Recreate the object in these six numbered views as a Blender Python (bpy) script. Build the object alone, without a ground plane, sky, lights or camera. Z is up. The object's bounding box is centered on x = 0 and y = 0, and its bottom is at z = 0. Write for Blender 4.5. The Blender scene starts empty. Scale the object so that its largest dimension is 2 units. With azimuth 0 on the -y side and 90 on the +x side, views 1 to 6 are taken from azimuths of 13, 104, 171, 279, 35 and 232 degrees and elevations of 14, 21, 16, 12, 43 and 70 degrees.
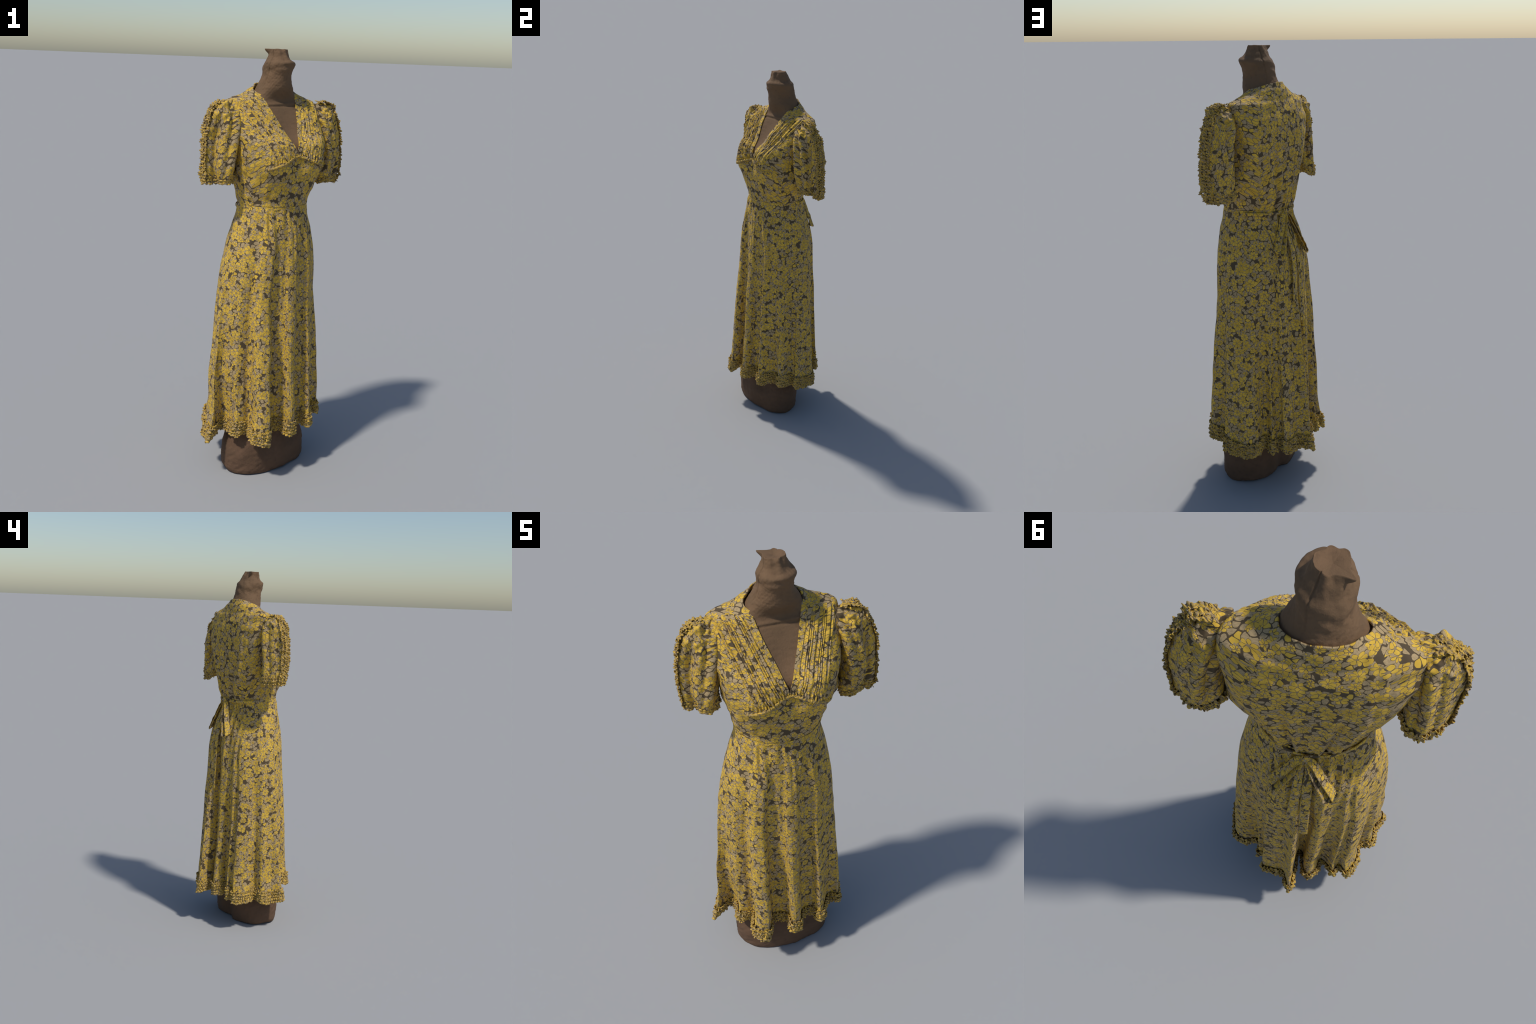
import bpy, math
import numpy as np
from math import pi

rng = np.random.default_rng(7)
YAW = math.radians(46.0)          # the dress faces azimuth 46 degrees

# ------------------------------------------------------------------ helpers
def smooth(e0, e1, x):
    t = np.clip((x - e0) / (e1 - e0), 0, 1)
    return t * t * (3 - 2 * t)

def gauss(x, s):
    return np.exp(-(x / s) ** 2)

def pchip(x, xs, ys):
    """monotone cubic interpolation through knots"""
    xs = np.asarray(xs, float); ys = np.asarray(ys, float)
    h = np.diff(xs); d = np.diff(ys) / h
    m = np.zeros_like(ys)
    for i in range(1, len(xs) - 1):
        if d[i - 1] * d[i] > 0:
            w1 = 2 * h[i] + h[i - 1]; w2 = h[i] + 2 * h[i - 1]
            m[i] = (w1 + w2) / (w1 / d[i - 1] + w2 / d[i])
    m[0] = d[0]; m[-1] = d[-1]
    x = np.clip(x, xs[0], xs[-1])
    i = np.clip(np.searchsorted(xs, x, side='right') - 1, 0, len(xs) - 2)
    t = (x - xs[i]) / h[i]
    h00 = 2 * t**3 - 3 * t**2 + 1; h10 = t**3 - 2 * t**2 + t
    h01 = -2 * t**3 + 3 * t**2; h11 = t**3 - t**2
    return h00 * ys[i] + h10 * h[i] * m[i] + h01 * ys[i + 1] + h11 * h[i] * m[i + 1]

def catmull(pts, n, closed=False):
    P = np.asarray(pts, float)
    if closed:
        Q = np.vstack([P[-1], P, P[0], P[1]]); segs = len(P)
    else:
        Q = np.vstack([2 * P[0] - P[1], P, 2 * P[-1] - P[-2]]); segs = len(P) - 1
    u = np.linspace(0, segs, n, endpoint=not closed)
    i = np.clip(u.astype(int), 0, segs - 1); t = (u - i)[:, None]
    p0, p1, p2, p3 = Q[i], Q[i + 1], Q[i + 2], Q[i + 3]
    return 0.5 * (2 * p1 + (p2 - p0) * t + (2 * p0 - 5 * p1 + 4 * p2 - p3) * t**2 + (3 * p1 - p0 - 3 * p2 + p3) * t**3)

def resample(P, n, closed=False):
    Q = np.vstack([P, P[:1]]) if closed else P
    L = np.concatenate([[0], np.cumsum(np.linalg.norm(np.diff(Q[:, :3], axis=0), axis=1))])
    s = np.linspace(0, L[-1], n, endpoint=not closed)
    return np.stack([np.interp(s, L, Q[:, k]) for k in range(Q.shape[1])], 1), L[-1]

class Noise:
    """smooth pseudo random field: a sum of randomly turned waves"""
    def __init__(self, seed, waves=14):
        r = np.random.default_rng(seed)
        d = r.normal(size=(waves, 3)); d /= np.linalg.norm(d, axis=1)[:, None]
        self.k = d * r.uniform(0.6, 1.6, (waves, 1)) * 2 * pi
        self.p = r.uniform(0, 2 * pi, waves)
    def __call__(self, P, freq):
        out = np.zeros(P.shape[:-1])
        for k, p in zip(self.k, self.p):
            out += np.sin(P @ (k * freq) + p)
        return out / math.sqrt(len(self.p) / 2) / 1.6

def grid_normals(P, wrap):
    if wrap:
        du = np.roll(P, -1, 1) - np.roll(P, 1, 1)
    else:
        du = np.gradient(P, axis=1)
    dv = np.gradient(P, axis=0)
    n = np.cross(du, dv)
    return n / np.maximum(np.linalg.norm(n, axis=-1, keepdims=True), 1e-9)

def unit(v):
    return v / np.maximum(np.linalg.norm(v, axis=-1, keepdims=True), 1e-9)

ROOT = bpy.data.objects.new("dress_on_form", None)
bpy.context.collection.objects.link(ROOT)
ROOT.rotation_euler = (0, 0, YAW)
ROOT["label"] = "yellow floral vintage dress with ruffles on brown dress form"
ROOT["category"] = "dress"
PARTS = {}

def make_mesh(name, V, F, mat, parent=None, flip=False):
    me = bpy.data.meshes.new(name)
    V = np.ascontiguousarray(V, dtype=np.float32); F = np.ascontiguousarray(F, dtype=np.int32)
    if flip:
        F = F[:, ::-1].copy()
    k = F.shape[1]
    me.vertices.add(len(V)); me.vertices.foreach_set("co", V.ravel())
    me.loops.add(F.size); me.loops.foreach_set("vertex_index", F.ravel())
    me.polygons.add(len(F))
    me.polygons.foreach_set("loop_start", np.arange(0, F.size, k, dtype=np.int32))
    me.polygons.foreach_set("use_smooth", np.ones(len(F), bool))
    me.update(calc_edges=True); me.validate()
    me.materials.append(mat)
    ob = bpy.data.objects.new(name, me)
    bpy.context.collection.objects.link(ob)
    ob.parent = parent or ROOT
    return ob

def grid_faces(nr, nc, wrap):
    c = nc if wrap else nc - 1
    i, j = np.meshgrid(np.arange(nr - 1), np.arange(c), indexing='ij')
    j2 = (j + 1) % nc
    return np.stack([i * nc + j, i * nc + j2, (i + 1) * nc + j2, (i + 1) * nc + j], -1).reshape(-1, 4)

def grid_object(name, P, mat, wrap=False, parent=None, mask=None, flip=False):
    nr, nc = P.shape[:2]
    F = grid_faces(nr, nc, wrap); V = P.reshape(-1, 3)
    if mask is not None:
        F = F[mask.reshape(-1)]
        used = np.unique(F); new = np.full(len(V), -1); new[used] = np.arange(len(used))
        V = V[used]; F = new[F]
    return make_mesh(name, V, F, mat, parent, flip)

# ------------------------------------------------------------------ materials
class Nodes:
    def __init__(self, tree):
        self.t = tree
    def new(self, kind, **kw):
        n = self.t.nodes.new(kind)
        for k, v in kw.items():
            setattr(n, k, v)
        return n
    def put(self, sock, v):
        if isinstance(v, (int, float)):
            sock.default_value = v
        elif isinstance(v, (tuple, list)):
            sock.default_value = v
        else:
            self.t.links.new(v, sock)
    def m(self, op, a, b=0.0, c=0.0, clamp=False):
        n = self.new("ShaderNodeMath", operation=op, use_clamp=clamp)
        self.put(n.inputs[0], a); self.put(n.inputs[1], b); self.put(n.inputs[2], c)
        return n.outputs[0]
    def add(self, a, b): return self.m('ADD', a, b)
    def sub(self, a, b): return self.m('SUBTRACT', a, b)
    def mul(self, a, b): return self.m('MULTIPLY', a, b)
    def ramp(self, x, lo, hi):
        n = self.new("ShaderNodeMapRange", interpolation_type='SMOOTHSTEP')
        self.put(n.inputs[0], x); self.put(n.inputs[1], lo); self.put(n.inputs[2], hi)
        return n.outputs[0]
    def xyz(self, v):
        n = self.new("ShaderNodeSeparateXYZ"); self.put(n.inputs[0], v); return n.outputs
    def vec(self, x, y, z=0.0):
        n = self.new("ShaderNodeCombineXYZ")
        for i, q in enumerate((x, y, z)):
            self.put(n.inputs[i], q)
        return n.outputs[0]
    def mix(self, f, a, b):
        n = self.new("ShaderNodeMix", data_type='RGBA')
        self.put(n.inputs[0], f)
        for s, q in ((n.inputs[6], a), (n.inputs[7], b)):
            self.put(s, (*q, 1) if isinstance(q, tuple) and len(q) == 3 else q)
        return n.outputs[2]
    def noise(self, v, scale, detail=2.0, rough=0.5):
        n = self.new("ShaderNodeTexNoise")
        self.put(n.inputs["Vector"], v); n.inputs["Scale"].default_value = scale
        n.inputs["Detail"].default_value = detail; n.inputs["Roughness"].default_value = rough
        return n.outputs["Fac"], n.outputs["Color"]
    def voronoi(self, v, scale, rand, feature='F1'):
        n = self.new("ShaderNodeTexVoronoi", voronoi_dimensions='2D', feature=feature)
        self.put(n.inputs["Vector"], v); n.inputs["Scale"].default_value = scale
        n.inputs["Randomness"].default_value = rand
        return n.outputs
    def coord(self):
        return self.new("ShaderNodeTexCoord").outputs["Object"]

YELLOW = (0.650, 0.415, 0.054)
YELLOW2 = (0.55, 0.343, 0.042)
GREY = (0.39, 0.283, 0.146)
DARK = (0.086, 0.060, 0.032)

def petals(k, uv, vor, grow, dx=0.0, dy=0.0, size=0.0165, spread=0.0095):
    """flower mask: five to eight round petals round each cell centre"""
    pos = k.xyz(vor["Position"]); p = k.xyz(uv); rc = k.new("ShaderNodeSeparateColor")
    k.put(rc.inputs[0], vor["Color"]); r1, r2, r3 = rc.outputs
    x = k.add(k.sub(p[0], pos[0]), dx); y = k.add(k.sub(p[1], pos[1]), dy)
    y = k.mul(y, 1.12)
    rad = k.m('SQRT', k.add(k.mul(x, x), k.mul(y, y)))
    ang = k.m('ARCTAN2', y, x)
    n = k.m('FLOOR', k.add(5.0, k.mul(r1, 3.9)))
    w = k.m('ABSOLUTE', k.m('COSINE', k.mul(k.mul(n, 0.5), k.add(ang, k.mul(r2, 6.28)))))
    big = k.add(size, k.mul(r3, spread))
    edge = k.add(k.mul(big, k.add(0.40, k.mul(0.60, k.m('POWER', w, 0.60)))), grow)
    inside = k.ramp(k.sub(edge, rad), -0.0006, 0.0006)
    split = k.ramp(k.sub(k.mul(w, rad), 0.0024 - 0.5 * grow), -0.0004, 0.0006)
    return inside, split, rad, r1

def floral_group():
    g = bpy.data.node_groups.new("floral_print", 'ShaderNodeTree')
    g.interface.new_socket("Vector", in_out='INPUT', socket_type='NodeSocketVector')
    g.interface.new_socket("Color", in_out='OUTPUT', socket_type='NodeSocketColor')
    k = Nodes(g)
    gi = k.new("NodeGroupInput"); go = k.new("NodeGroupOutput")
    sc0 = k.new("ShaderNodeVectorMath", operation='SCALE'); k.put(sc0.inputs[0], gi.outputs[0]); sc0.inputs["Scale"].default_value = 1.10
    uv0 = sc0.outputs[0]
    _, nc = k.noise(uv0, 34, 1.0)
    c = k.xyz(nc); p = k.xyz(uv0)
    u = k.add(p[0], k.mul(k.sub(c[0], 0.5), 0.016)); v = k.add(p[1], k.mul(k.sub(c[1], 0.5), 0.016))
    uv = k.vec(u, v)
    # ground of slanting grey leaves with dark gaps, some loose petals
    uvs = k.vec(k.add(k.mul(u, 0.95), k.mul(v, 0.75)), k.sub(k.mul(v, 1.15), k.mul(u, 0.85)))
    vb = k.voronoi(uvs, 40, 0.95); ve = k.voronoi(uvs, 40, 0.95, 'DISTANCE_TO_EDGE')
    leaf = k.ramp(k.sub(ve["Distance"], k.mul(k.m('MAXIMUM', k.sub(vb["Distance"], 0.36), 0.0), 0.30)), 0.036, 0.068)
    sc = k.new("ShaderNodeSeparateColor"); k.put(sc.inputs[0], vb["Color"])
    is_yellow = k.ramp(sc.outputs[0], 0.775, 0.785)
    is_dark = k.ramp(sc.outputs[1], 0.795, 0.805)
    vein_n, _ = k.noise(k.vec(k.mul(u, 2.4), v), 140, 2.0)
    grey = k.mix(k.ramp(vein_n, 0.46, 0.62), GREY, tuple(q * 0.80 for q in GREY))
    tone, _ = k.noise(uv, 22, 2.0)
    yel = k.mix(k.ramp(tone, 0.40, 0.62), YELLOW, YELLOW2)
    col = k.mix(is_yellow, grey, yel)
    col = k.mix(is_dark, col, DARK)
    col = k.mix(leaf, DARK, col)
    streak, _ = k.noise(uv, 170, 1.0)
    yel2 = k.mix(k.mul(k.ramp(streak, 0.52, 0.66), 0.45), yel, tuple(q * 0.72 for q in YELLOW))
    line = tuple(0.50 * q + 0.2 * g for q, g in zip(DARK, GREY))
    # small flowers, then large ones over them; each has an offset grey shadow petal and a thin brown line
    for shift, scale, rnd, size, spread in ((0.413, 25.0, 0.90, 0.0088, 0.0062), (0.0, 18.6, 0.74, 0.0160, 0.0100)):
        q = k.vec(k.add(u, shift), k.add(v, shift * 1.7))
        va = k.voronoi(q, scale, rnd)
        sh, _, _, _ = petals(k, q, va, 0.0020 if size > 0.012 else 0.0008, 0.0040, -0.0036, size, spread)
        col = k.mix(sh, col, grey)
        rim, _, _, _ = petals(k, q, va, 0.0013, 0.0, 0.0, size, spread)
        col = k.mix(rim, col, line)
        ins, split, rad, r1 = petals(k, q, va, 0.0, 0.0, 0.0, size, spread)
        col = k.mix(k.mul(ins, split), col, yel2)
        heart = k.ramp(rad, size * 0.30, size * 0.22)
        col = k.mix(heart, col, tuple(g * 0.66 for g in GREY))
    k.put(go.inputs[0], col)
    return g

FLORAL = floral_group()

def fabric(name, mapping):
    mat = bpy.data.materials.new(name); mat.use_nodes = True
    t = mat.node_tree; k = Nodes(t); bsdf = t.nodes["Principled BSDF"]
    P = k.coord(); uv = mapping(k, P)
    g = k.new("ShaderNodeGroup"); g.node_tree = FLORAL
    k.put(g.inputs[0], uv)
    fine, _ = k.noise(P, 9, 3.0)
    hsv = k.new("ShaderNodeHueSaturation")
    k.put(hsv.inputs["Color"], g.outputs[0]); k.put(hsv.inputs["Value"], k.add(0.93, k.mul(fine, 0.14)))
    k.put(bsdf.inputs["Base Color"], hsv.outputs[0])
    bsdf.inputs["Roughness"].default_value = 0.8
    bsdf.inputs["Specular IOR Level"].default_value = 0.25
    weave, _ = k.noise(P, 420, 2.0)
    b = k.new("ShaderNodeBump"); b.inputs["Strength"].default_value = 0.12; b.inputs["Distance"].default_value = 0.002
    k.put(b.inputs["Height"], weave); k.put(bsdf.inputs["Normal"], b.outputs[0])
    return mat

def map_round(radius, cx=0.0, cy=0.0, lift=0.0, shear=0.0):
    def f(k, P):
        x, y, z = k.xyz(P)
        x = k.sub(x, cx); y = k.sub(y, cy)
        ang = k.m('ARCTAN2', x, k.mul(y, -1.0))
        rho = k.m('SQRT', k.add(k.mul(x, x), k.mul(y, y)))
        return k.vec(k.add(k.mul(ang, radius), k.mul(rho, shear)), k.sub(z, k.mul(rho, lift)))
    return f

def map_gores(k, P):
    """skirt cut in eight gores: each lies flat along the way the cloth faces"""
    x, y, z = k.xyz(P)
    nx, ny, nz = k.xyz(k.new("ShaderNodeTexCoord").outputs["Normal"])
    wob, _ = k.noise(P, 30, 1.0)
    az = k.add(k.m('ARCTAN2', nx, k.mul(ny, -1.0)), k.mul(k.sub(wob, 0.5), 0.5))
    g = k.m('ROUND', k.m('DIVIDE', az, pi / 4))
    a = k.mul(g, pi / 4)
    u = k.add(k.mul(x, k.m('COSINE', a)), k.mul(y, k.m('SINE', a)))
    return k.vec(k.add(u, k.mul(g, 0.731)), k.add(z, k.mul(g, 0.37)))

def map_bodice(k, P):
    """four panels: front, back and two sides; the print runs on up over the shoulder"""
    x, y, z = k.xyz(P)
    wob, _ = k.noise(P, 30, 1.0)
    az = k.add(k.m('ARCTAN2', k.mul(x, 20.0), k.mul(k.sub(y, 0.01), -32.0)), k.mul(k.sub(wob, 0.5), 0.3))
    g = k.m('ROUND', k.m('DIVIDE', az, pi / 2))
    g = k.sub(g, k.mul(k.m('LESS_THAN', g, -1.5), -4.0))      # both halves of the back are one panel
    a = k.mul(g, pi / 2)
    u = k.add(k.add(k.mul(x, k.m('COSINE', a)), k.mul(y, k.m('SINE', a))), k.mul(g, 0.731))
    out = k.sub(k.mul(x, k.m('SINE', a)), k.mul(y, k.m('COSINE', a)))
    v2 = k.add(k.sub(z, k.mul(out, 0.5)), k.mul(g, 0.37))
    # the tucks swallow strips of cloth, so the print jumps from one tuck to the next
    right = k.m('GREATER_THAN', x, 0.01)
    slope = k.add(-0.425, k.mul(right, 0.774))
    ed = k.add(0.010, k.mul(k.sub(z, 1.556), slope))
    dist = k.m('ABSOLUTE', k.sub(x, ed))
    warp = k.add(dist, k.mul(k.m('SINE', k.mul(dist, 2 * pi / 0.046)), 0.0050))
    idx = k.m('FLOOR', k.m('DIVIDE', warp, 0.0118))
    seam = k.sub(1.541, k.mul(k.sub(k.m('SQRT', k.add(k.m('POWER', k.sub(x, 0.012), 2.0), 0.000144)), 0.012), 0.3714))
    zone = k.mul(k.mul(k.m('LESS_THAN', y, 0.0), k.m('GREATER_THAN', z, seam)), k.mul(k.m('LESS_THAN', z, 1.79), k.m('GREATER_THAN', dist, 0.021)))
    zone = k.mul(zone, k.m('LESS_THAN', dist, 0.138))
    jump = k.mul(k.add(idx, k.mul(right, 7.0)), zone)
    return k.vec(k.add(u, k.mul(jump, 0.0273)), k.add(v2, k.mul(jump, 0.0391)))

def map_small(k, P):
    """gathered trimming: the print is broken into small bits by the gathers"""
    x, y, z = k.xyz(P)
    return k.vec(k.mul(k.add(x, k.mul(y, 1.3)), 3.8), k.mul(k.add(z, k.mul(y, 0.6)), 3.8))

MAT_SKIRT = fabric("floral_crepe_skirt", map_gores)
MAT_BODICE = fabric("floral_crepe_bodice", map_bodice)
MAT_SLEEVE_L = fabric("floral_crepe_left_sleeve", map_round(0.085, 0.315, 0.0, 0.5))
MAT_SLEEVE_R = fabric("floral_crepe_right_sleeve", map_round(0.085, -0.29, 0.005, 0.5))
MAT_TRIM = fabric("floral_crepe_trim", map_small)
MAT_RIBBON = fabric("floral_crepe_ribbon", map_gores)

def brown_cloth(name, light, deep, worn):
    mat = bpy.data.materials.new(name); mat.use_nodes = True
    t = mat.node_tree; k = Nodes(t); bsdf = t.nodes["Principled BSDF"]
    P = k.coord()
    a, _ = k.noise(P, 7, 4.0, 0.6); b, _ = k.noise(P, 60, 3.0, 0.6)
    col = k.mix(k.ramp(a, 0.35, 0.65), light, deep)
    col = k.mix(k.mul(k.ramp(b, 0.50, 0.72), 0.35), col, worn)
    k.put(bsdf.inputs["Base Color"], col)
    bsdf.inputs["Roughness"].default_value = 0.85
    bsdf.inputs["Specular IOR Level"].default_value = 0.2
    c, _ = k.noise(P, 150, 4.0, 0.65)
    bm = k.new("ShaderNodeBump"); bm.inputs["Strength"].default_value = 0.35; bm.inputs["Distance"].default_value = 0.004
    k.put(bm.inputs["Height"], c); k.put(bsdf.inputs["Normal"], bm.outputs[0])
    return mat

MAT_FORM = brown_cloth("brown_jersey", (0.168, 0.100, 0.054), (0.142, 0.087, 0.047), (0.105, 0.064, 0.038))
MAT_BASE = brown_cloth("dark_brown_jersey", (0.126, 0.072, 0.043), (0.104, 0.061, 0.036), (0.075, 0.046, 0.030))  # same cloth as the neck, colour darkened for the shade below the skirt

# ------------------------------------------------------------------ dress body sections (local frame, front = -y)
#          z     cx      cy      a      b     exponent  front hollow
BODY = np.array([      # two depths and two exponents: front, back
    (0.16, -0.022, -0.014, 0.298, 0.248, 0.248, 2.0, 2.0, 0.0),
    (0.35, -0.013, -0.015, 0.276, 0.238, 0.238, 2.0, 2.0, 0.0),
    (0.50, -0.016, -0.011, 0.274, 0.226, 0.226, 2.0, 2.0, 0.0),
    (0.65, -0.014, -0.010, 0.264, 0.217, 0.217, 2.0, 2.0, 0.0),
    (0.80, -0.015, -0.007, 0.254, 0.208, 0.208, 2.05, 2.0, 0.0),
    (0.90, -0.013, -0.005, 0.246, 0.200, 0.200, 2.1, 2.0, 0.0),
    (1.00, -0.010, -0.005, 0.235, 0.196, 0.196, 2.15, 2.0, 0.0),
    (1.10, -0.008, -0.008, 0.217, 0.187, 0.188, 2.2, 2.0, 0.0),
    (1.20, -0.005, -0.018, 0.191, 0.166, 0.167, 2.15, 2.0, 0.0),
    (1.27, -0.005, -0.024, 0.173, 0.148, 0.148, 2.1, 2.0, 0.0),
    (1.31, -0.004, -0.023, 0.170, 0.145, 0.143, 2.0, 2.0, 0.0),
    (1.36, -0.002, -0.021, 0.180, 0.159, 0.152, 2.0, 2.1, 0.006),
    (1.43, 0.000, -0.020, 0.200, 0.190, 0.154, 2.0, 2.3, 0.026),
    (1.50, 0.000, -0.015, 0.216, 0.220, 0.149, 2.1, 2.9, 0.048),
    (1.58, 0.003, 0.000, 0.229, 0.212, 0.138, 2.5, 3.2, 0.036),
    (1.64, 0.000, 0.020, 0.236, 0.168, 0.116, 3.0, 3.0, 0.018),
    (1.70, 0.000, 0.036, 0.241, 0.138, 0.096, 3.0, 2.5, 0.010),
    (1.74, 0.000, 0.045, 0.240, 0.116, 0.078, 2.7, 1.95, 0.004),
    (1.765, 0.000, 0.050, 0.234, 0.102, 0.066, 2.5, 1.85, 0.0),
    (1.782, -0.002, 0.050, 0.198, 0.092, 0.06, 2.3, 1.75, 0.0),
    (1.80, -0.002, 0.047, 0.146, 0.087, 0.061, 2.0, 1.8, 0.0),
    (1.82, -0.002, 0.042, 0.110, 0.080, 0.063, 2.0, 2.0, 0.0),
    (1.837, 0.001, 0.036, 0.087, 0.074, 0.062, 2.0, 2.0, 0.0),
    (1.87, 0.003, 0.028, 0.073, 0.068, 0.060, 2.0, 2.0, 0.0)])

def body_params(z):
    return [pchip(z, BODY[:, 0], BODY[:, i]) for i in range(1, 9)]

def body(z, phi, shrink=0.0, hollow=1.0):
    cx, cy, a, bf, bb, nf, nb, hol = body_params(z)
    a, bf, bb = a - shrink, bf - shrink, bb - shrink
    s, c = np.sin(phi), np.cos(phi)
    n = np.where(c > 0, nf, nb); b = np.where(c > 0, bf, bb)
    x = cx + a * np.sign(s) * np.abs(s) ** (2 / n)
    y = cy - b * np.sign(c) * np.abs(c) ** (2 / n)
    y = y + hollow * hol * gauss(x - 0.008, 0.075) * smooth(0.0, 0.6, c)
    return np.stack([x, y, z + 0 * x], -1)

def body_phi(x, y, z):
    cx, cy, a, bf, bb, nf, nb, hol = [float(q) for q in body_params(np.array(z))]
    y = y - (hol * math.exp(-((x - 0.008) / 0.075) ** 2) if y < cy else 0)
    n, b = (nf, bf) if y < cy else (nb, bb)
    s = (x - cx) / a; c = -(y - cy) / b
    return math.atan2(math.copysign(abs(s) ** (n / 2), s), math.copysign(abs(c) ** (n / 2), c))

WAIST = 1.312

# ------------------------------------------------------------------ bodice
V_RIGHT = ([1.556, 1.65, 1.745, 1.78, 1.80], [0.010, 0.046, 0.076, 0.087, 0.091])     # height, x of the neckline edge
V_LEFT = ([1.556, 1.642, 1.726, 1.76, 1.80], [0.010, -0.024, -0.061, -0.073, -0.082])
NAPE = [(-0.079, 0.049, 1.838), (-0.050, 0.088, 1.848), (0.060, 0.086, 1.842), (0.092, 0.022, 1.821)]

def v_phi(z, x):
    cx, cy, a, bf, bb, nf, nb, hol = body_params(z)
    q = np.clip((x - cx) / a, -1, 1)
    return np.arcsin(np.sign(q) * np.abs(q) ** (nf / 2))

zv = np.linspace(1.556, 1.80, 60)
nk = list(zip(v_phi(zv, np.interp(zv, *V_RIGHT)), zv)) + list(zip(v_phi(zv[1:], np.interp(zv[1:], *V_LEFT)), zv[1:])) + [(body_phi(*p), p[2]) for p in NAPE]
nk = sorted(nk)
nk_phi = np.array([-pi] + [q[0] for q in nk] + [pi]); nk_z = np.array([1.850] + [q[1] for q in nk] + [1.850])

def bust_seam(x):
    """height of the gathered under-bust seam: a peak in the middle, falling to both ends"""
    d = np.abs(x - 0.012)
    return 1.541 - 0.052 * (np.sqrt(d * d + 0.012 ** 2) - 0.012) / 0.14

def v_edge(z, right):
    """x of the neckline edge at height z, as one straight line"""
    return 0.010 + (z - 1.556) * (0.349 if right else -0.425)

def tuck_warp(s):
    """narrow and wide tucks alternate"""
    return s + 0.0050 * np.sin(2 * pi * s / 0.046)

TUCK = 0.0118
NC, NR = 960, 300
phi = np.linspace(-pi, pi, NC, endpoint=False)
ztop = np.interp(phi, nk_phi, nk_z)
t = np.linspace(0, 1, NR)[:, None]
Z = (WAIST - 0.012) + t * (ztop[None] - (WAIST - 0.012))
PH = np.broadcast_to(phi, Z.shape)
B = body(Z, PH)
N = grid_normals(B, True)
n1, n2, n3, n4 = Noise(1), Noise(2), Noise(3), Noise(4)
X, Y = B[..., 0], B[..., 1]
frontness = smooth(0.05, 0.45, np.cos(PH))
seam = bust_seam(X)
above = smooth(-0.002, 0.004, Z - seam)
seam_on = frontness * (1 - smooth(0.145, 0.165, np.abs(X - 0.006)))
disp = np.zeros_like(Z)
disp += 0.007 * above * seam_on * (1 - smooth(0.02, 0.10, Z - seam))
# tucks running parallel to the neckline from shoulder to seam
ed = np.where(X > 0.01, v_edge(Z, True), v_edge(Z, False))
s = np.abs(X - ed); inside = np.where(X > 0.01, X > ed, X < ed)
tw = TUCK
jit = 0.0012 * n1(B * np.array([1, 1, 0.35]), 9)
fr_ = (tuck_warp(s) / tw) % 1.0
fr_ = np.where(X > 0.01, fr_, 1 - fr_)
tuck = np.where(fr_ < 0.80, fr_ / 0.80, (1 - fr_) / 0.20) - 0.5
tuck_on = inside * above * frontness * smooth(0.018, 0.024, s) * (1 - smooth(0.128, 0.145, s)) * (1 - smooth(1.770, 1.80, Z))
strength = 0.95 + 0.20 * n2(B * np.array([1, 1, 0.4]), 7)
disp += np.where(X > 0.01, 0.0048, 0.0080) * tuck * tuck_on * np.clip(strength, 0.4, 1.2)
# puffed gathers just above the seam
gz = np.exp(-np.maximum(Z - seam, 0) / 0.028) * above * seam_on
disp += 0.0040 * gz * np.sin(2 * pi * (X + 0.3 * jit) / 0.0105 + 2 * n1(B, 12))
# soft vertical folds of the back, gathered into the waist
back = smooth(0.25, 0.7, -np.cos(PH))
fade = 1 - smooth(1.44, 1.72, Z)
for x0, amp, wd in ((-0.105, 0.006, 0.014), (-0.062, -0.005, 0.008), (-0.040, 0.005, 0.010), (0.004, 0.0035, 0.005), (0.045, 0.006, 0.010), (0.066, -0.005, 0.008), (0.110, 0.006, 0.013)):
    disp += 1.6 * back * fade * amp * gauss(X - x0 * (0.72 + 0.5 * smooth(1.3, 1.6, Z)), wd)
disp += 0.0016 * back * (1 - smooth(1.33, 1.50, Z)) * np.sin(X / 0.0125 * 2 * pi + 2.5 * n2(B * np.array([1, 1, 0.3]), 8))
# drag lines at the sides of the waist and general softness
sidew = 1 - smooth(0.3, 0.75, np.abs(np.cos(PH)))
disp += sidew * 0.004 * n3(B * np.array([1, 1, 0.8]) + Z[..., None] * np.array([0.5, -0.4, 0]), 16) * (1 - smooth(1.42, 1.55, Z))
disp += 0.0016 * n4(B, 11) + 0.0010 * n1(B, 26)
# loose cloth under the wearer's left arm
disp += 0.036 * gauss(PH - math.radians(97), 0.42) * gauss(Z - 1.450, 0.046)
# drape from bust point towards the waist
for sx in (-1, 1):
    line = X - sx * (0.148 - 0.25 * (1.50 - Z))
    disp += 0.006 * gauss(line, 0.012) * frontness * smooth(1.34, 1.40, Z) * (1 - smooth(1.47, 1.50, Z))
disp -= 0.0035 * (1 - smooth(WAIST - 0.004, WAIST + 0.005, Z))
Bd = B + N * disp[..., None]
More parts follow.
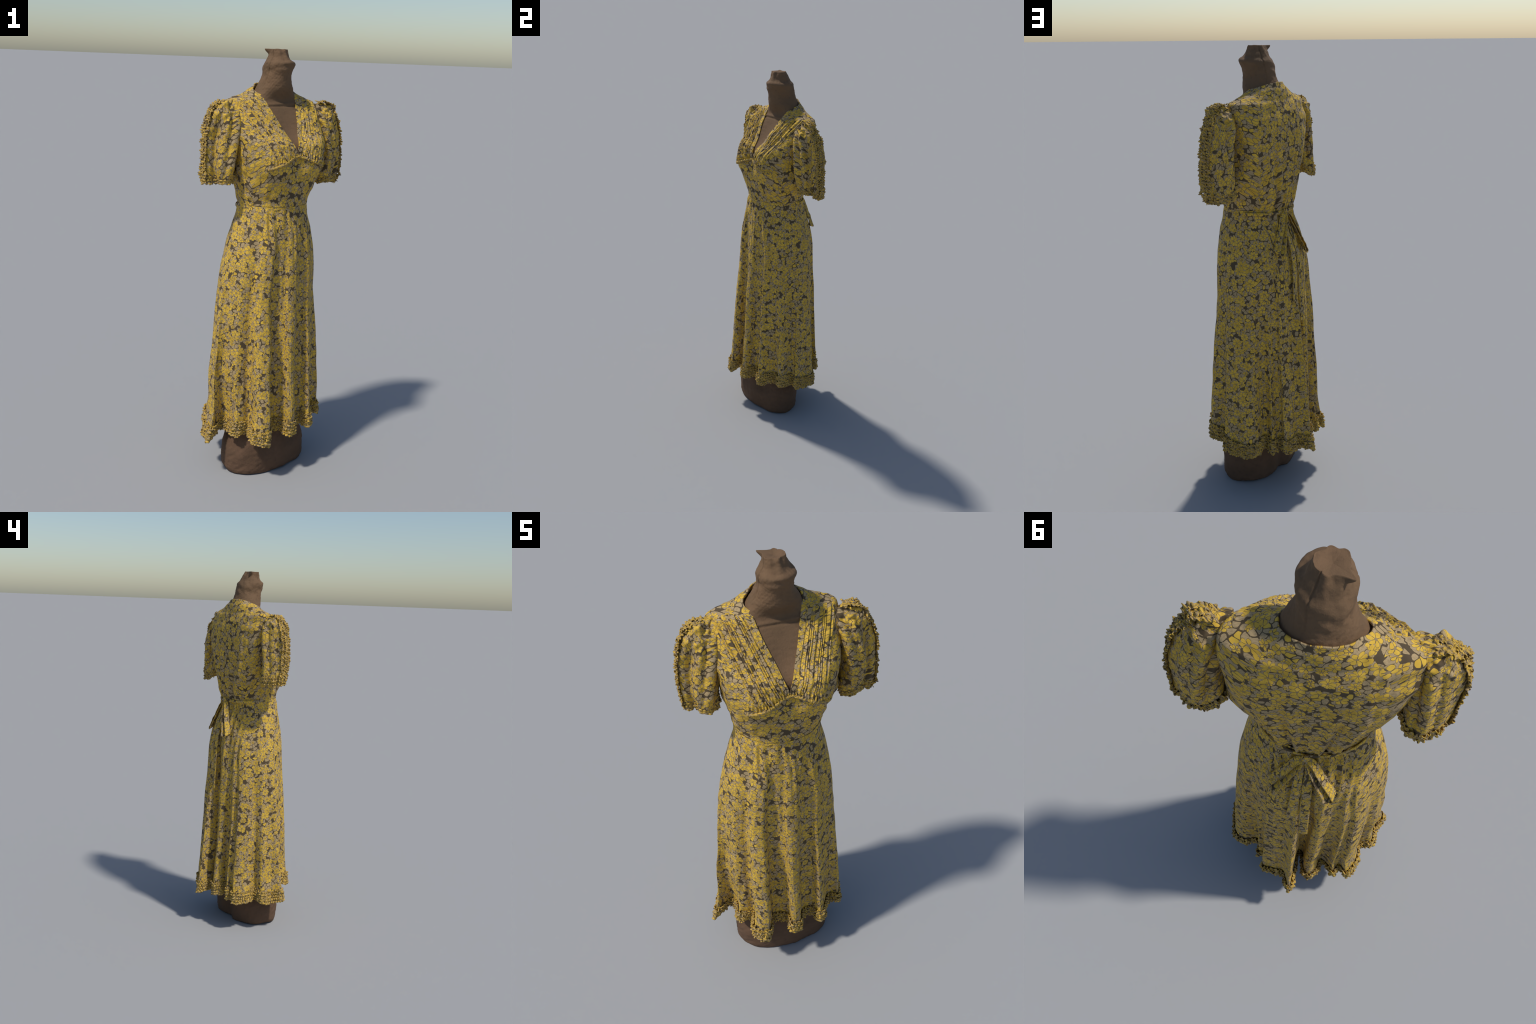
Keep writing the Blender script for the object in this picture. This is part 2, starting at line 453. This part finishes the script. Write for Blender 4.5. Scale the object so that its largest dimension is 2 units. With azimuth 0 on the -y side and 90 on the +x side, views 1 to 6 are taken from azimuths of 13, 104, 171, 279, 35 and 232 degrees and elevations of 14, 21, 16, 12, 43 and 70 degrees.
# turned-in neckline hem
top = Bd[-1]; nt = N[-1]
hemrows = np.stack([top - nt * 0.0025 + np.array([0, 0, 0.0006]), top - nt * 0.0050, top - nt * 0.0055 - np.array([0, 0, 0.012]) + (B[-8] - B[-1]) * 0.5])
Bfull = np.concatenate([Bd, hemrows])
fm = np.zeros((Bfull.shape[0] - 1, NC), bool)
Xm = X[:-1]; Zm = Z[:-1]
pan = (Zm < bust_seam(Xm)) & (np.cos(PH[:-1]) > 0.2) & (np.abs(Xm - 0.006) < 0.150 - 0.22 * (1.50 - Zm))
fm[:NR - 1] = pan
bodice = grid_object("bodice", Bfull, MAT_BODICE, True, mask=~fm)
midriff = grid_object("midriff_panel", Bfull, MAT_BODICE, True, mask=fm)

# piping cord along the under-bust seam
def tube(name, path, radius, mat, seg=10, twist=None, parent=None):
    T = unit(np.gradient(path, axis=0))
    up = np.array([0, 0, 1.0]); S = unit(np.cross(T, up)); U = np.cross(S, T)
    a = np.linspace(0, 2 * pi, seg, endpoint=False)
    r = np.broadcast_to(radius, (len(path),))[:, None, None]
    P = path[:, None] + r * (np.cos(a)[None, :, None] * S[:, None] + np.sin(a)[None, :, None] * U[:, None])
    return grid_object(name, P, mat, True, parent=parent)

xs = np.linspace(-0.142, 0.158, 220)
zs = bust_seam(xs)
def front_point(x, z):
    lo, hi = -1.5, 1.5
    for _ in range(40):
        mid = (lo + hi) / 2
        if body(np.array(z), np.array(mid))[0] < x: lo = mid
        else: hi = mid
    return body(np.array(z), np.array((lo + hi) / 2))
pip = np.array([front_point(x, z) for x, z in zip(xs, zs)])
pn = unit(np.stack([pip[:, 0] * 0.9, pip[:, 1], 0 * xs], 1))
pip = pip + pn * 0.0060
wob = 0.0064 + 0.0009 * np.sin(xs * 620 + 3 * np.sin(xs * 90)) + 0.0005 * rng.normal(size=len(xs))
tube("piping", pip, wob, MAT_TRIM, 10)

# ------------------------------------------------------------------ skirt
# hem line, counted from the middle of the front towards the wearer's left: x, y, angle from front (deg), z of the edge
HEM = [(0.006, -0.250, 3, 0.212), (0.034, -0.238, 9, 0.214), (0.050, -0.190, 15, 0.222), (0.078, -0.176, 22, 0.226), (0.105, -0.180, 27, 0.224),
       (0.132, -0.218, 31, 0.216), (0.155, -0.208, 36, 0.216), (0.172, -0.168, 41, 0.224), (0.187, -0.136, 46, 0.230), (0.212, -0.130, 51, 0.232),
       (0.246, -0.146, 57, 0.230), (0.260, -0.118, 63, 0.228), (0.244, -0.062, 72, 0.222), (0.254, -0.040, 80, 0.208), (0.272, -0.034, 88, 0.200),
       (0.270, 0.030, 98, 0.190), (0.258, 0.092, 108, 0.188), (0.216, 0.118, 117, 0.192), (0.172, 0.112, 124, 0.200), (0.146, 0.120, 130, 0.198),
       (0.152, 0.154, 136, 0.184), (0.122, 0.162, 140, 0.188), (0.112, 0.182, 144, 0.192), (0.132, 0.212, 149, 0.184), (0.078, 0.226, 158, 0.186),
       (0.042, 0.232, 165, 0.188), (0.018, 0.286, 171, 0.184), (0.000, 0.270, 175, 0.186), (-0.002, 0.200, 179, 0.194), (-0.008, 0.140, 183, 0.205),
       (-0.028, 0.150, 186, 0.200), (-0.036, 0.206, 189, 0.190), (-0.064, 0.226, 194, 0.184), (-0.090, 0.196, 199, 0.186), (-0.100, 0.158, 204, 0.192),
       (-0.130, 0.168, 209, 0.188), (-0.158, 0.200, 213, 0.180), (-0.182, 0.172, 218, 0.184), (-0.214, 0.194, 223, 0.172), (-0.250, 0.136, 233, 0.172),
       (-0.250, 0.076, 243, 0.186), (-0.276, 0.066, 249, 0.180), (-0.308, 0.052, 255, 0.170), (-0.316, -0.010, 262, 0.170), (-0.339, -0.046, 269, 0.176),
       (-0.341, -0.066, 274, 0.182), (-0.304, -0.048, 280, 0.196), (-0.260, -0.026, 287, 0.212), (-0.236, -0.064, 295, 0.216), (-0.244, -0.118, 302, 0.214),
       (-0.208, -0.132, 309, 0.218), (-0.176, -0.136, 316, 0.220), (-0.184, -0.200, 322, 0.202), (-0.164, -0.238, 328, 0.194), (-0.124, -0.250, 335, 0.192),
       (-0.104, -0.222, 340, 0.204), (-0.094, -0.178, 344, 0.218), (-0.056, -0.174, 350, 0.222), (-0.018, -0.192, 355, 0.220), (-0.012, -0.238, 359, 0.214)]
NS, NZ = 1300, 250
Hc = np.array(HEM, float)
ext = np.vstack([Hc, Hc[0] + np.array([0, 0, 360, 0])])
H = catmull(ext, NS * 3)
H, HEM_LEN = resample(H, NS + 1)
H = H[:-1]
hx, hy, ha, hz = H.T
hphi = np.radians(ha)
tt = np.linspace(0, 1, NZ)[:, None] ** 0.95
SZ = WAIST + tt * (hz[None] - WAIST)
SPH = np.broadcast_to(hphi, SZ.shape)
S0 = body(SZ, SPH)
E0 = body(np.full(NS, 0.2), hphi)
off = np.stack([hx, hy, 0 * hx], 1) - E0; off[:, 2] = 0
u = np.clip((1.26 - SZ) / (1.26 - 0.2), 0, 1.05)
deg = np.degrees(SPH) % 360
power = 1.3 - 0.32 * smooth(0.2, 0.7, np.cos(SPH)) - 0.15 * gauss(deg - 135, 28) + 1.0 * gauss(deg - 46, 10) - 0.4 * gauss(deg - 73, 8) + 1.1 * gauss(deg - 292, 11)
grow = u ** power + 0.07 * smooth(0.70, 0.92, np.cos(SPH)) * gauss(u - 0.17, 0.12)
SK = S0 + grow[..., None] * off[None]
SN = grid_normals(SK, True)
d = np.zeros_like(SZ)
# gathers let out of the waist seam at the middle front and the middle back
fr = smooth(0.62, 0.85, np.cos(SPH)); bk = smooth(0.55, 0.85, -np.cos(SPH))
gath = np.exp(-np.maximum(WAIST - SZ, 0) / 0.28) * smooth(0.0, 0.03, WAIST - SZ)
d += 0.0040 * fr * gath * np.sin(S0[..., 0] / 0.034 * 2 * pi + 2.6 * n2(S0 * np.array([1, 1, 0.2]), 7)) * (0.6 + 0.5 * n3(S0 * np.array([1, 1, 0.2]), 9))
d += 0.0060 * bk * gath * np.sin(S0[..., 0] / 0.031 * 2 * pi + 1.5 * n3(S0 * np.array([1, 1, 0.25]), 5))
d += 0.0022 * n4(SK * np.array([1, 1, 0.22]), 10) + 0.0009 * n1(SK * np.array([1, 1, 0.5]), 24)
d *= smooth(0.0, 0.02, WAIST - SZ)
d += 0.0010 + 0.0015 * smooth(0.012, 0.06, WAIST - SZ)
SKd = SK + SN * d[..., None]
# seam lines down both edges of the front panel
skirt = grid_object("skirt", SKd, MAT_SKIRT, True, flip=True)

# ------------------------------------------------------------------ ruffles
def frill(name, strips, width, mat, closed, lam=0.013, amp=0.008, seed=0, lift=0.002, parent=None):
    """rows of gathered ribbon: each is stitched along its middle, both edges stand up in tight waves"""
    r = np.random.default_rng(seed); nz = Noise(seed + 50)
    Vs, Fs, base = [], [], 0
    m = 9
    c = np.linspace(-1, 1, m)
    for ri, (path, normal, across) in enumerate(strips):
        n, L = len(path), np.linalg.norm(np.diff(path, axis=0), axis=1).sum()
        Tn = unit(np.roll(path, -1, 0) - np.roll(path, 1, 0)) if closed else unit(np.gradient(path, axis=0))
        arc = np.concatenate([[0], np.cumsum(np.linalg.norm(np.diff(path, axis=0), axis=1))])
        cyc = max(3, round(L / lam))
        ph = 2 * pi * cyc * arc / arc[-1]
        q = path * 1.0
        ph = ph + 2.3 * nz(q + ri * 3.1, 15) + 0.5 * nz(q - ri * 2.3, 40) + r.uniform(0, 6)
        path = path + across * (0.0035 * nz(q + 1.7 + ri, 26))[:, None]
        am = amp * np.clip(0.95 + 0.6 * nz(q + 7.7 + ri, 34), 0.35, 1.5)
        P = np.zeros((m, n, 3))
        for j, cc in enumerate(c):
            sg = 1 if cc > 0 else -1
            e = abs(cc)
            pj = ph + (0 if cc > 0 else 1.9 + 1.3 * nz(q - 4.0, 20))
            rise = 1 - (1 - e) ** 2
            out = lift + am * (0.25 + rise * (0.55 + 0.55 * np.sin(pj)))
            side = cc * width * (0.95 + 0.18 * np.cos(pj + 0.7)) + 0.10 * width * np.sin(0.5 * ph)
            tan = -0.45 * lam / (2 * pi) * rise * np.sin(2 * pj)
            P[j] = path + across * side[:, None] + normal * out[:, None] + Tn * tan[:, None]
        P += 0.0013 * np.stack([nz(P + k * 5.0, 52) for k in range(3)], -1)
        Vs.append(P.reshape(-1, 3)); Fs.append(grid_faces(m, n, closed) + base); base += m * n
    ob = make_mesh(name, np.vstack(Vs), np.vstack(Fs), mat, parent)
    md = ob.modifiers.new("cloth", 'SOLIDIFY'); md.thickness = 0.0018; md.offset = 0
    ob["kind"] = "stuff"
    return ob

# hem ruffle: follow the skirt edge
def row_at(dz):
    return np.stack([np.array([np.interp(-(hz[j] + dz), -SZ[:, j], SKd[:, j, k]) for j in range(NS)]) for k in range(3)], 1)
edge = row_at(0.004); upper = row_at(0.070)
hp = np.concatenate([edge, upper], 1)
hp, hl = resample(np.vstack([hp, hp[:1]]), 2600)
hp = hp[:-1]
p0, p1 = hp[:, :3], hp[:, 3:]
ac = unit(p1 - p0)
tn = unit(np.roll(p0, -1, 0) - np.roll(p0, 1, 0))
nm = unit(np.cross(tn, ac))
cen = np.array([-0.02, -0.014, 0.2])
if np.mean(np.sum(nm * (p0 - cen), 1)) < 0: nm = -nm
frill("hem_ruffle", [(p0 + ac * b, nm, ac) for b in (0.006, 0.022, 0.038, 0.054)], 0.012, MAT_TRIM, True, lam=0.0140, amp=0.0064, seed=11)

# ------------------------------------------------------------------ sleeves
#           z     outer   inner   front   back
SLEEVE_R = [(1.410, 0.348, 0.232, -0.044, 0.082), (1.440, 0.360, 0.224, -0.056, 0.085), (1.500, 0.364, 0.220, -0.068, 0.082), (1.580, 0.360, 0.214, -0.072, 0.082),
            (1.650, 0.352, 0.208, -0.070, 0.080), (1.700, 0.341, 0.204, -0.060, 0.074), (1.740, 0.324, 0.206, -0.040, 0.060), (1.763, 0.302, 0.214, -0.018, 0.042), (1.772, 0.275, 0.235, 0.004, 0.020)]
SLEEVE_L = [(1.378, 0.372, 0.250, -0.042, 0.056), (1.430, 0.388, 0.240, -0.060, 0.068), (1.500, 0.391, 0.244, -0.074, 0.070), (1.580, 0.384, 0.236, -0.076, 0.070),
            (1.650, 0.368, 0.226, -0.074, 0.068), (1.700, 0.345, 0.214, -0.064, 0.052), (1.732, 0.320, 0.210, -0.044, 0.032), (1.752, 0.296, 0.214, -0.024, 0.016), (1.762, 0.272, 0.238, -0.004, 0.012)]

#  outward share, depth share (front -1, back +1), angle round the sleeve
SLEEVE_SECTION = [(1.00, 0.02, 0), (0.975, 0.30, 16), (0.86, 0.58, 38), (0.68, 0.84, 62), (0.46, 1.00, 86), (0.22, 0.92, 112), (0.04, 0.55, 142), (0.00, 0.0, 172),
                  (0.02, -0.70, 202), (0.16, -1.02, 228), (0.36, -1.04, 250), (0.52, -0.86, 270), (0.62, -0.50, 290), (0.72, -0.30, 310), (0.86, -0.36, 330), (0.975, -0.26, 348)]

def build_sleeve(table, sign, mat, seed, tilt):
    tb = np.array(table); tb[:, 1] -= 0.005; nz = Noise(seed)
    NCs, NRs = 260, 130
    psi = np.linspace(-pi, pi, NCs, endpoint=False)     # 0 = outward, + towards the back
    tz = 1 - (1 - np.linspace(0, 1, NRs)) ** 1.25
    inward = smooth(0.1, 1.0, -np.cos(psi)); forward = smooth(0.0, 1.0, -np.sin(psi))
    z0 = tb[0, 0] + tilt[0] * inward * smooth(-0.6, 0.8, np.sin(psi)) + tilt[1] * forward
    z = z0[None] + tz[:, None] * (tb[-1, 0] - z0[None])
    o, i, f, b = [pchip(z, tb[:, 0], tb[:, q]) for q in range(1, 5)]
    cx, rx, cy, ry = (o + i) / 2, (o - i) / 2, (f + b) / 2, (b - f) / 2
    c, s = np.cos(psi)[None], np.sin(psi)[None]
    ex = 2 / 2.2
    x = sign * (cx + rx * np.sign(c) * np.abs(c) ** ex); y = cy + ry * np.sign(s) * np.abs(s) ** ex
    # hanging cloth: a lobe in front, a deep fold beside the ruffle, a fuller back
    SH = np.array(SLEEVE_SECTION)
    ps = np.radians(SH[:, 2]); ps = np.concatenate([ps - 2 * pi, ps, ps + 2 * pi])
    sec = np.stack([np.interp(psi, *(lambda c4: (c4[:, 2], c4[:, q]))(catmull(np.stack([np.tile(SH[:, 0], 3), np.tile(SH[:, 1], 3), ps], 1), 900))) for q in (0, 1)], 1)
    w = (1 - smooth(1.63, 1.765, z))
    x2 = sign * (i + (o - i) * sec[None, :, 0]); y2 = cy + ry * sec[None, :, 1]
    x = x * (1 - w) + x2 * w; y = y * (1 - w) + y2 * w
    P = np.stack([x, y, np.broadcast_to(z, x.shape)], -1)
    Nn = grid_normals(P, True)
    if np.mean(Nn[..., 0] * (P[..., 0] - sign * 0.3)) < 0: Nn = -Nn
    mid = smooth(0.0, 0.25, tz)[:, None] * (1 - smooth(0.80, 1.0, tz))[:, None]
    dd = np.zeros(x.shape)
    for p0_, am, wd in ((-1.62, 0.005, 0.14), (-1.95, -0.009, 0.15), (-2.4, 0.006, 0.2), (0.75, -0.004, 0.2), (1.35, -0.007, 0.14), (1.72, 0.009, 0.15), (2.10, -0.012, 0.13)):
        dd += am * gauss(((psi[None] - p0_ + 0.25 * (1 - tz)[:, None] * np.sign(p0_) + pi) % (2 * pi)) - pi, wd) * mid
    dd += 0.0035 * nz(P * np.array([1, 1, 0.3]), 14) + 0.0012 * nz(P + 3, 32)
    # crumpled gathers at the head of the sleeve
    dd += 0.006 * smooth(0.72, 0.92, tz)[:, None] * nz(P + 9, 30)
    Q = P + Nn * dd[..., None]
    cap = np.broadcast_to(Q[-1].mean(0), (1, NCs, 3)) + np.array([0, 0, 0.003])
    innr = (Q[0] - Nn[0] * 0.003)[None]; inn2 = (Q[5] - Nn[5] * 0.004)[None]
    full = np.concatenate([inn2, innr, Q, (Q[-1:] + cap) / 2 + np.array([0, 0, 0.0025]), cap])
    ob = grid_object("sleeve", full, mat, True, flip=(sign < 0))
    return ob, Q, psi, z[:, len(psi) // 2], Nn

for table, sign, mat, seed, lean in ((SLEEVE_R, -1, MAT_SLEEVE_R, 21, 0.010), (SLEEVE_L, 1, MAT_SLEEVE_L, 22, -0.006)):
    ob, Q, psi, zc, Nn = build_sleeve(table, sign, mat, seed, (0.034, 0.0) if sign < 0 else (0.040, 0.016))
    # ruffle down the outside of the sleeve, laid on its surface
    def strip(b):
        top = np.searchsorted(zc, 1.746)
        pts, nms = [], []
        for r_ in range(3, top):
            row = np.roll(Q[r_], len(psi) // 2 - np.argmin(np.abs(psi)), 0); nr_ = np.roll(Nn[r_], len(psi) // 2 - np.argmin(np.abs(psi)), 0)
            dl = np.concatenate([[0], np.cumsum(np.linalg.norm(np.diff(row, axis=0), axis=1))]); dl -= dl[len(psi) // 2]
            pts.append([np.interp(b, dl, row[:, q]) for q in range(3)]); nms.append([np.interp(b, dl, nr_[:, q]) for q in range(3)])
        yb = lean + 0.9 * b
        e = pts[-1]
        pts += [(sign * 0.302, 0.5 * (yb + e[1]), 1.755), (sign * 0.278, yb, 1.765), (sign * 0.246, yb, 1.763)]; nms += [(sign * 0.7, 0, 0.7), (sign * 0.2, 0, 1.0), (0, 0, 1.0)]
        both, _ = resample(np.hstack([catmull(pts[::6] + pts[-4:], 400), catmull(nms[::6] + nms[-4:], 400)]), 420)
        return both[:, :3], unit(both[:, 3:])
    mids = strip(0.0)[0]; lo, hi_ = strip(-0.02)[0], strip(0.02)[0]
    A = unit(hi_ - lo)
    frill("sleeve_ruffle", [(*strip(b), A) for b in (-0.0165, 0.0, 0.0165)], 0.0105, MAT_TRIM, False, lam=0.0125, amp=0.0056, seed=31 + sign, parent=ob)
    # ruffle round the cuff
    ring = Q[2].copy()
    ring, _ = resample(np.vstack([ring, ring[:1]]), 520); ring = ring[:-1]
    Tg = unit(np.roll(ring, -3, 0) - np.roll(ring, 3, 0)); Nr = unit(np.cross(Tg, [0, 0, 1.0])); Nr *= np.sign(np.mean(np.sum(Nr * (ring - ring.mean(0)), 1))); A = np.tile([0.0, 0.0, 1.0], (len(ring), 1))
    frill("cuff_ruffle", [(ring + A * b, Nr, A) for b in (0.004, 0.021)], 0.012, MAT_TRIM, True, lam=0.0130, amp=0.0056, seed=41 + sign, parent=ob)

# ------------------------------------------------------------------ waist tie and bow
def ribbon(name, path, side, width, mat, thick=0.0022, curl=0.0, parent=None):
    P = catmull(path, 90); S = unit(catmull(side, 90)); w = np.broadcast_to(width, (90,))
    T = unit(np.gradient(P, axis=0)); Nn = unit(np.cross(T, S))
    c = np.linspace(-1, 1, 9)
    G = P[None] + c[:, None, None] * (w / 2)[None, :, None] * S[None] + (curl * (c ** 2 - 0.4))[:, None, None] * Nn[None]
    G = G + 0.0015 * Noise(len(name) % 7 + 3)(G, 22)[..., None] * Nn[None]
    ob = grid_object(name, G, mat, False, parent=parent)
    md = ob.modifiers.new("cloth", 'SOLIDIFY'); md.thickness = thick; md.offset = 0
    return ob

bp = np.linspace(math.radians(98), math.radians(262), 180)
belt0 = body(np.full(180, 1.300), bp); bn = unit(np.stack([np.sin(bp), -np.cos(bp), 0 * bp], 1))
cB = np.linspace(-1, 1, 7)
dip = 0.006 * np.sin((bp - bp[0]) / (bp[-1] - bp[0]) * pi)
BG = belt0[None] + bn[None] * (0.0085 - 0.003 * cB[:, None, None] ** 2 - 0.014 * (1 - smooth(0, 0.30, 1.43 - np.abs(bp - pi)))[None, :, None]) + np.array([0, 0, 1.0]) * (cB[:, None, None] * 0.0085 - dip[None, :, None])
belt = grid_object("waist_tie", BG, MAT_RIBBON)
belt.modifiers.new("cloth", 'SOLIDIFY').thickness = 0.002

KN = np.array([0.008, 0.134, 1.296])
a1 = np.linspace(0, 2 * pi, 28, endpoint=False); b1 = np.linspace(0, pi, 16)
kg = np.stack([KN[0] + 0.013 * np.sin(b1)[:, None] * np.cos(a1)[None], KN[1] + 0.010 * np.sin(b1)[:, None] * np.sin(a1)[None], KN[2] - 0.013 * np.cos(b1)[:, None] + 0 * a1[None]], -1)
kg += 0.0022 * Noise(77)(kg, 40)[..., None]
bow = grid_object("bow", kg, MAT_RIBBON, True)
def back_y(x, z):
    cx, cy, a, b0, b, n0, n, h = [float(q) for q in body_params(np.array(z))]
    return cy + b * math.sqrt(max(0, 1 - ((x - cx) / a) ** 2))
for sx, length in ((-1, 0.188), (1, 0.170)):
    # each loop: out along the outer strand, round the open end, back along the inner strand
    shape = [(0.004, 0.00), (0.024, 0.10), (0.056, 0.45), (0.092, 0.86), (0.098, 0.96), (0.088, 1.00), (0.072, 0.95), (0.066, 0.84), (0.036, 0.45), (0.012, 0.12), (0.002, 0.02)]
    path, side = [], []
    for lx, lz in shape:
        px = KN[0] + sx * lx; pz = KN[2] - lz * length
        path.append(np.array([px, back_y(px, pz) + 0.020 - 0.006 * lz, pz])); side.append(np.array([-0.3 * sx, 0.90, -0.35]))
    ribbon("bow_loop", path, side, np.interp(np.linspace(0, 1, 90), [0, 0.15, 0.5, 0.85, 1], [0.018, 0.030, 0.036, 0.030, 0.018]), MAT_RIBBON, parent=bow)
for x0, x1, zend in ((0.016, 0.034, 0.900), (-0.006, -0.012, 0.800)):
    path = [KN + (0, 0.004, -0.008)]
    side = [(1, 0, 0.1)]
    for q in np.linspace(0.12, 1, 7):
        z = 1.296 + q * (zend - 1.296); x = x0 + q * (x1 - x0)
        path.append(np.array([x, back_y(x, z) + 0.013 - 0.002 * q, z])); side.append((1, 0.10 * math.sin(6 * q + x0 * 60), 0.0))
    w = np.interp(np.linspace(0, 1, 90), [0, 0.1, 0.3, 1], [0.012, 0.022, 0.030, 0.032])
    ribbon("bow_tail", path, side, w, MAT_RIBBON, curl=0.003, parent=bow)

# ------------------------------------------------------------------ dress form: neck and chest, foot
#        z      front    back    cx     half width
FORM = np.array([
    (1.46, -0.170, 0.130, 0.004, 0.185), (1.56, -0.172, 0.150, 0.004, 0.205), (1.60, -0.150, 0.155, 0.002, 0.205), (1.65, -0.119, 0.158, 0.003, 0.205), (1.70, -0.088, 0.156, 0.004, 0.200),
    (1.735, -0.071, 0.120, 0.005, 0.180), (1.765, -0.062, 0.108, 0.006, 0.140), (1.79, -0.062, 0.099, 0.006, 0.112), (1.82, -0.066, 0.094, 0.006, 0.092),
    (1.85, -0.073, 0.089, 0.006, 0.078), (1.89, -0.082, 0.082, 0.008, 0.070), (1.918, -0.089, 0.076, 0.009, 0.072), (1.938, -0.090, 0.068, 0.009, 0.070),
    (1.952, -0.078, 0.056, 0.008, 0.060), (1.972, -0.066, 0.042, 0.006, 0.051), (1.999, -0.056, 0.028, 0.004, 0.045)])
NF, NG = 240, 190
ang = np.linspace(-pi, pi, NF, endpoint=False)
fz = np.linspace(1.46, 1.999, NG)[:, None]
ff, fb, fcx, fa = [pchip(fz, FORM[:, 0], FORM[:, q]) for q in range(1, 5)]
slim = 0.004 * smooth(1.82, 1.88, fz)
ff, fb, fa, fcx = ff + slim, fb - 2.6 * slim, fa - 1.7 * slim, fcx - 0.8 * slim
sn, cs = np.sin(ang)[None], np.cos(ang)[None]
half = np.where(cs > 0, (fb - ff) / 2, (fb - ff) / 2)
FP = np.stack([fcx + fa * sn, (ff + fb) / 2 - half * cs, fz + 0 * sn], -1)
inner = body(fz + 0 * sn, ang[None] + 0 * fz, 0.007 + 0.014 * (1 - smooth(0.25, 0.7, cs)), 1.0)     # snug in the neckline, well inside elsewhere
wn = smooth(1.755, 1.835, fz)[..., None]
FP = inner * (1 - wn) + FP * wn
FN = grid_normals(FP, True)
if np.mean(FN[..., 0] * FP[..., 0]) < 0: FN = -FN
nf = Noise(91); nf2 = Noise(92)
hi = smooth(1.80, 1.90, fz)
fd = 0.0018 * nf(FP, 13) * hi + 0.0010 * nf2(FP, 30) * hi + 0.0005 * nf(FP + 4, 60)
# ridge of folded cloth round the neck, folds up to the gathered top, crease across the throat
fd += 0.004 * hi * gauss(fz - 1.934 - 0.006 * np.sin(2 * ang + 1)[None], 0.010) * (0.6 + 0.6 * np.cos(ang - 0.8)[None])
tophi = smooth(1.945, 1.985, fz)
fd += 0.0022 * tophi * np.sin(5 * ang + 1.6 * np.sin(2 * ang))[None]
fd += -0.004 * gauss(fz - (1.752 - 0.012 * sn ** 2 + 0.010 * sn), 0.004) * smooth(0.2, 0.7, cs) + 0.003 * gauss(fz - (1.760 - 0.012 * sn ** 2 + 0.010 * sn), 0.006) * smooth(0.2, 0.7, cs)
# seam down the nape
for a0 in (2.55, -1.25):
    fd += -0.003 * gauss(((ang[None] - a0 + pi) % (2 * pi)) - pi, 0.05) * hi
# torn corner sticking out at the top
hang = math.atan2(-0.047, -0.0256 - 0.014)
hornw = gauss(((ang[None] - hang + pi) % (2 * pi)) - pi, 0.20)
FP = FP + FN * fd[..., None]
FP[..., :2] += (np.array([-0.022, 0.014]) * (hornw * smooth(1.965, 1.999, fz) ** 1.5)[..., None])
cz = FP[-1].mean(0)
caps = []
for q in (0.97, 0.85, 0.7, 0.55, 0.4, 0.25, 0.12, 0.0):
    ring = cz + (FP[-1] - cz) * q
    ring[:, 2] = 1.9990 - 0.0035 * (1 - q) - 0.0025 * np.sin(ring[:, 0] * 90 + 1) * (1 - q)
    caps.append(ring)
grid_object("neck_and_chest", np.concatenate([FP, np.array(caps)]), MAT_FORM, True)

NB, MB = 260, 70
ang = np.linspace(-pi, pi, NB, endpoint=False)
bz = np.linspace(0, 0.34, MB)[:, None]
sn, cs = np.sin(ang)[None], np.cos(ang)[None]
taper = 1 - 0.03 * (1 - smooth(0.0, 0.02, bz)) - 0.16 * smooth(0.10, 0.22, bz)
ex = 2 / 2.3
bx = -0.018 + 0.219 * taper * np.sign(sn) * np.abs(sn) ** ex
by = -0.044 - 0.134 * taper * np.sign(cs) * np.abs(cs) ** ex
by = by - 0.022 * gauss(bx + 0.02, 0.035) * smooth(0.2, 0.8, -cs) + 0.010 * gauss(bx - 0.09, 0.05) * smooth(0.2, 0.8, cs)
lift = 0.005 * (1 + np.sin(3 * ang + 0.6) * 0.6 + 0.5 * np.sin(7 * ang))[None]
lift = lift - lift.min()
BP = np.stack([bx, by, bz + lift * (1 - smooth(0, 0.1, bz))], -1)
BNn = grid_normals(BP, True)
if np.mean(BNn[..., 0] * BP[..., 0]) < 0: BNn = -BNn
BP = BP + BNn * (0.0024 * nf(BP, 8) + 0.0008 * nf2(BP, 34) + 0.0006 * nf(BP + 2, 70))[..., None]
ctr = np.array([-0.014, -0.042, 0.03])
under = [ctr + (BP[0] - ctr) * q + np.array([0, 0, 0.012 * (1 - q)]) for q in (0.0, 0.5, 0.9)]
topc = [np.array([-0.014, -0.042, 0.34]) + (BP[-1] - np.array([-0.014, -0.042, 0.34])) * q for q in (0.5, 0.0)]
BPf = np.concatenate([np.array(under), BP, np.array(topc)])
BPf[..., 2] -= BPf[..., 2].min()
grid_object("form_base", BPf, MAT_BASE, True)
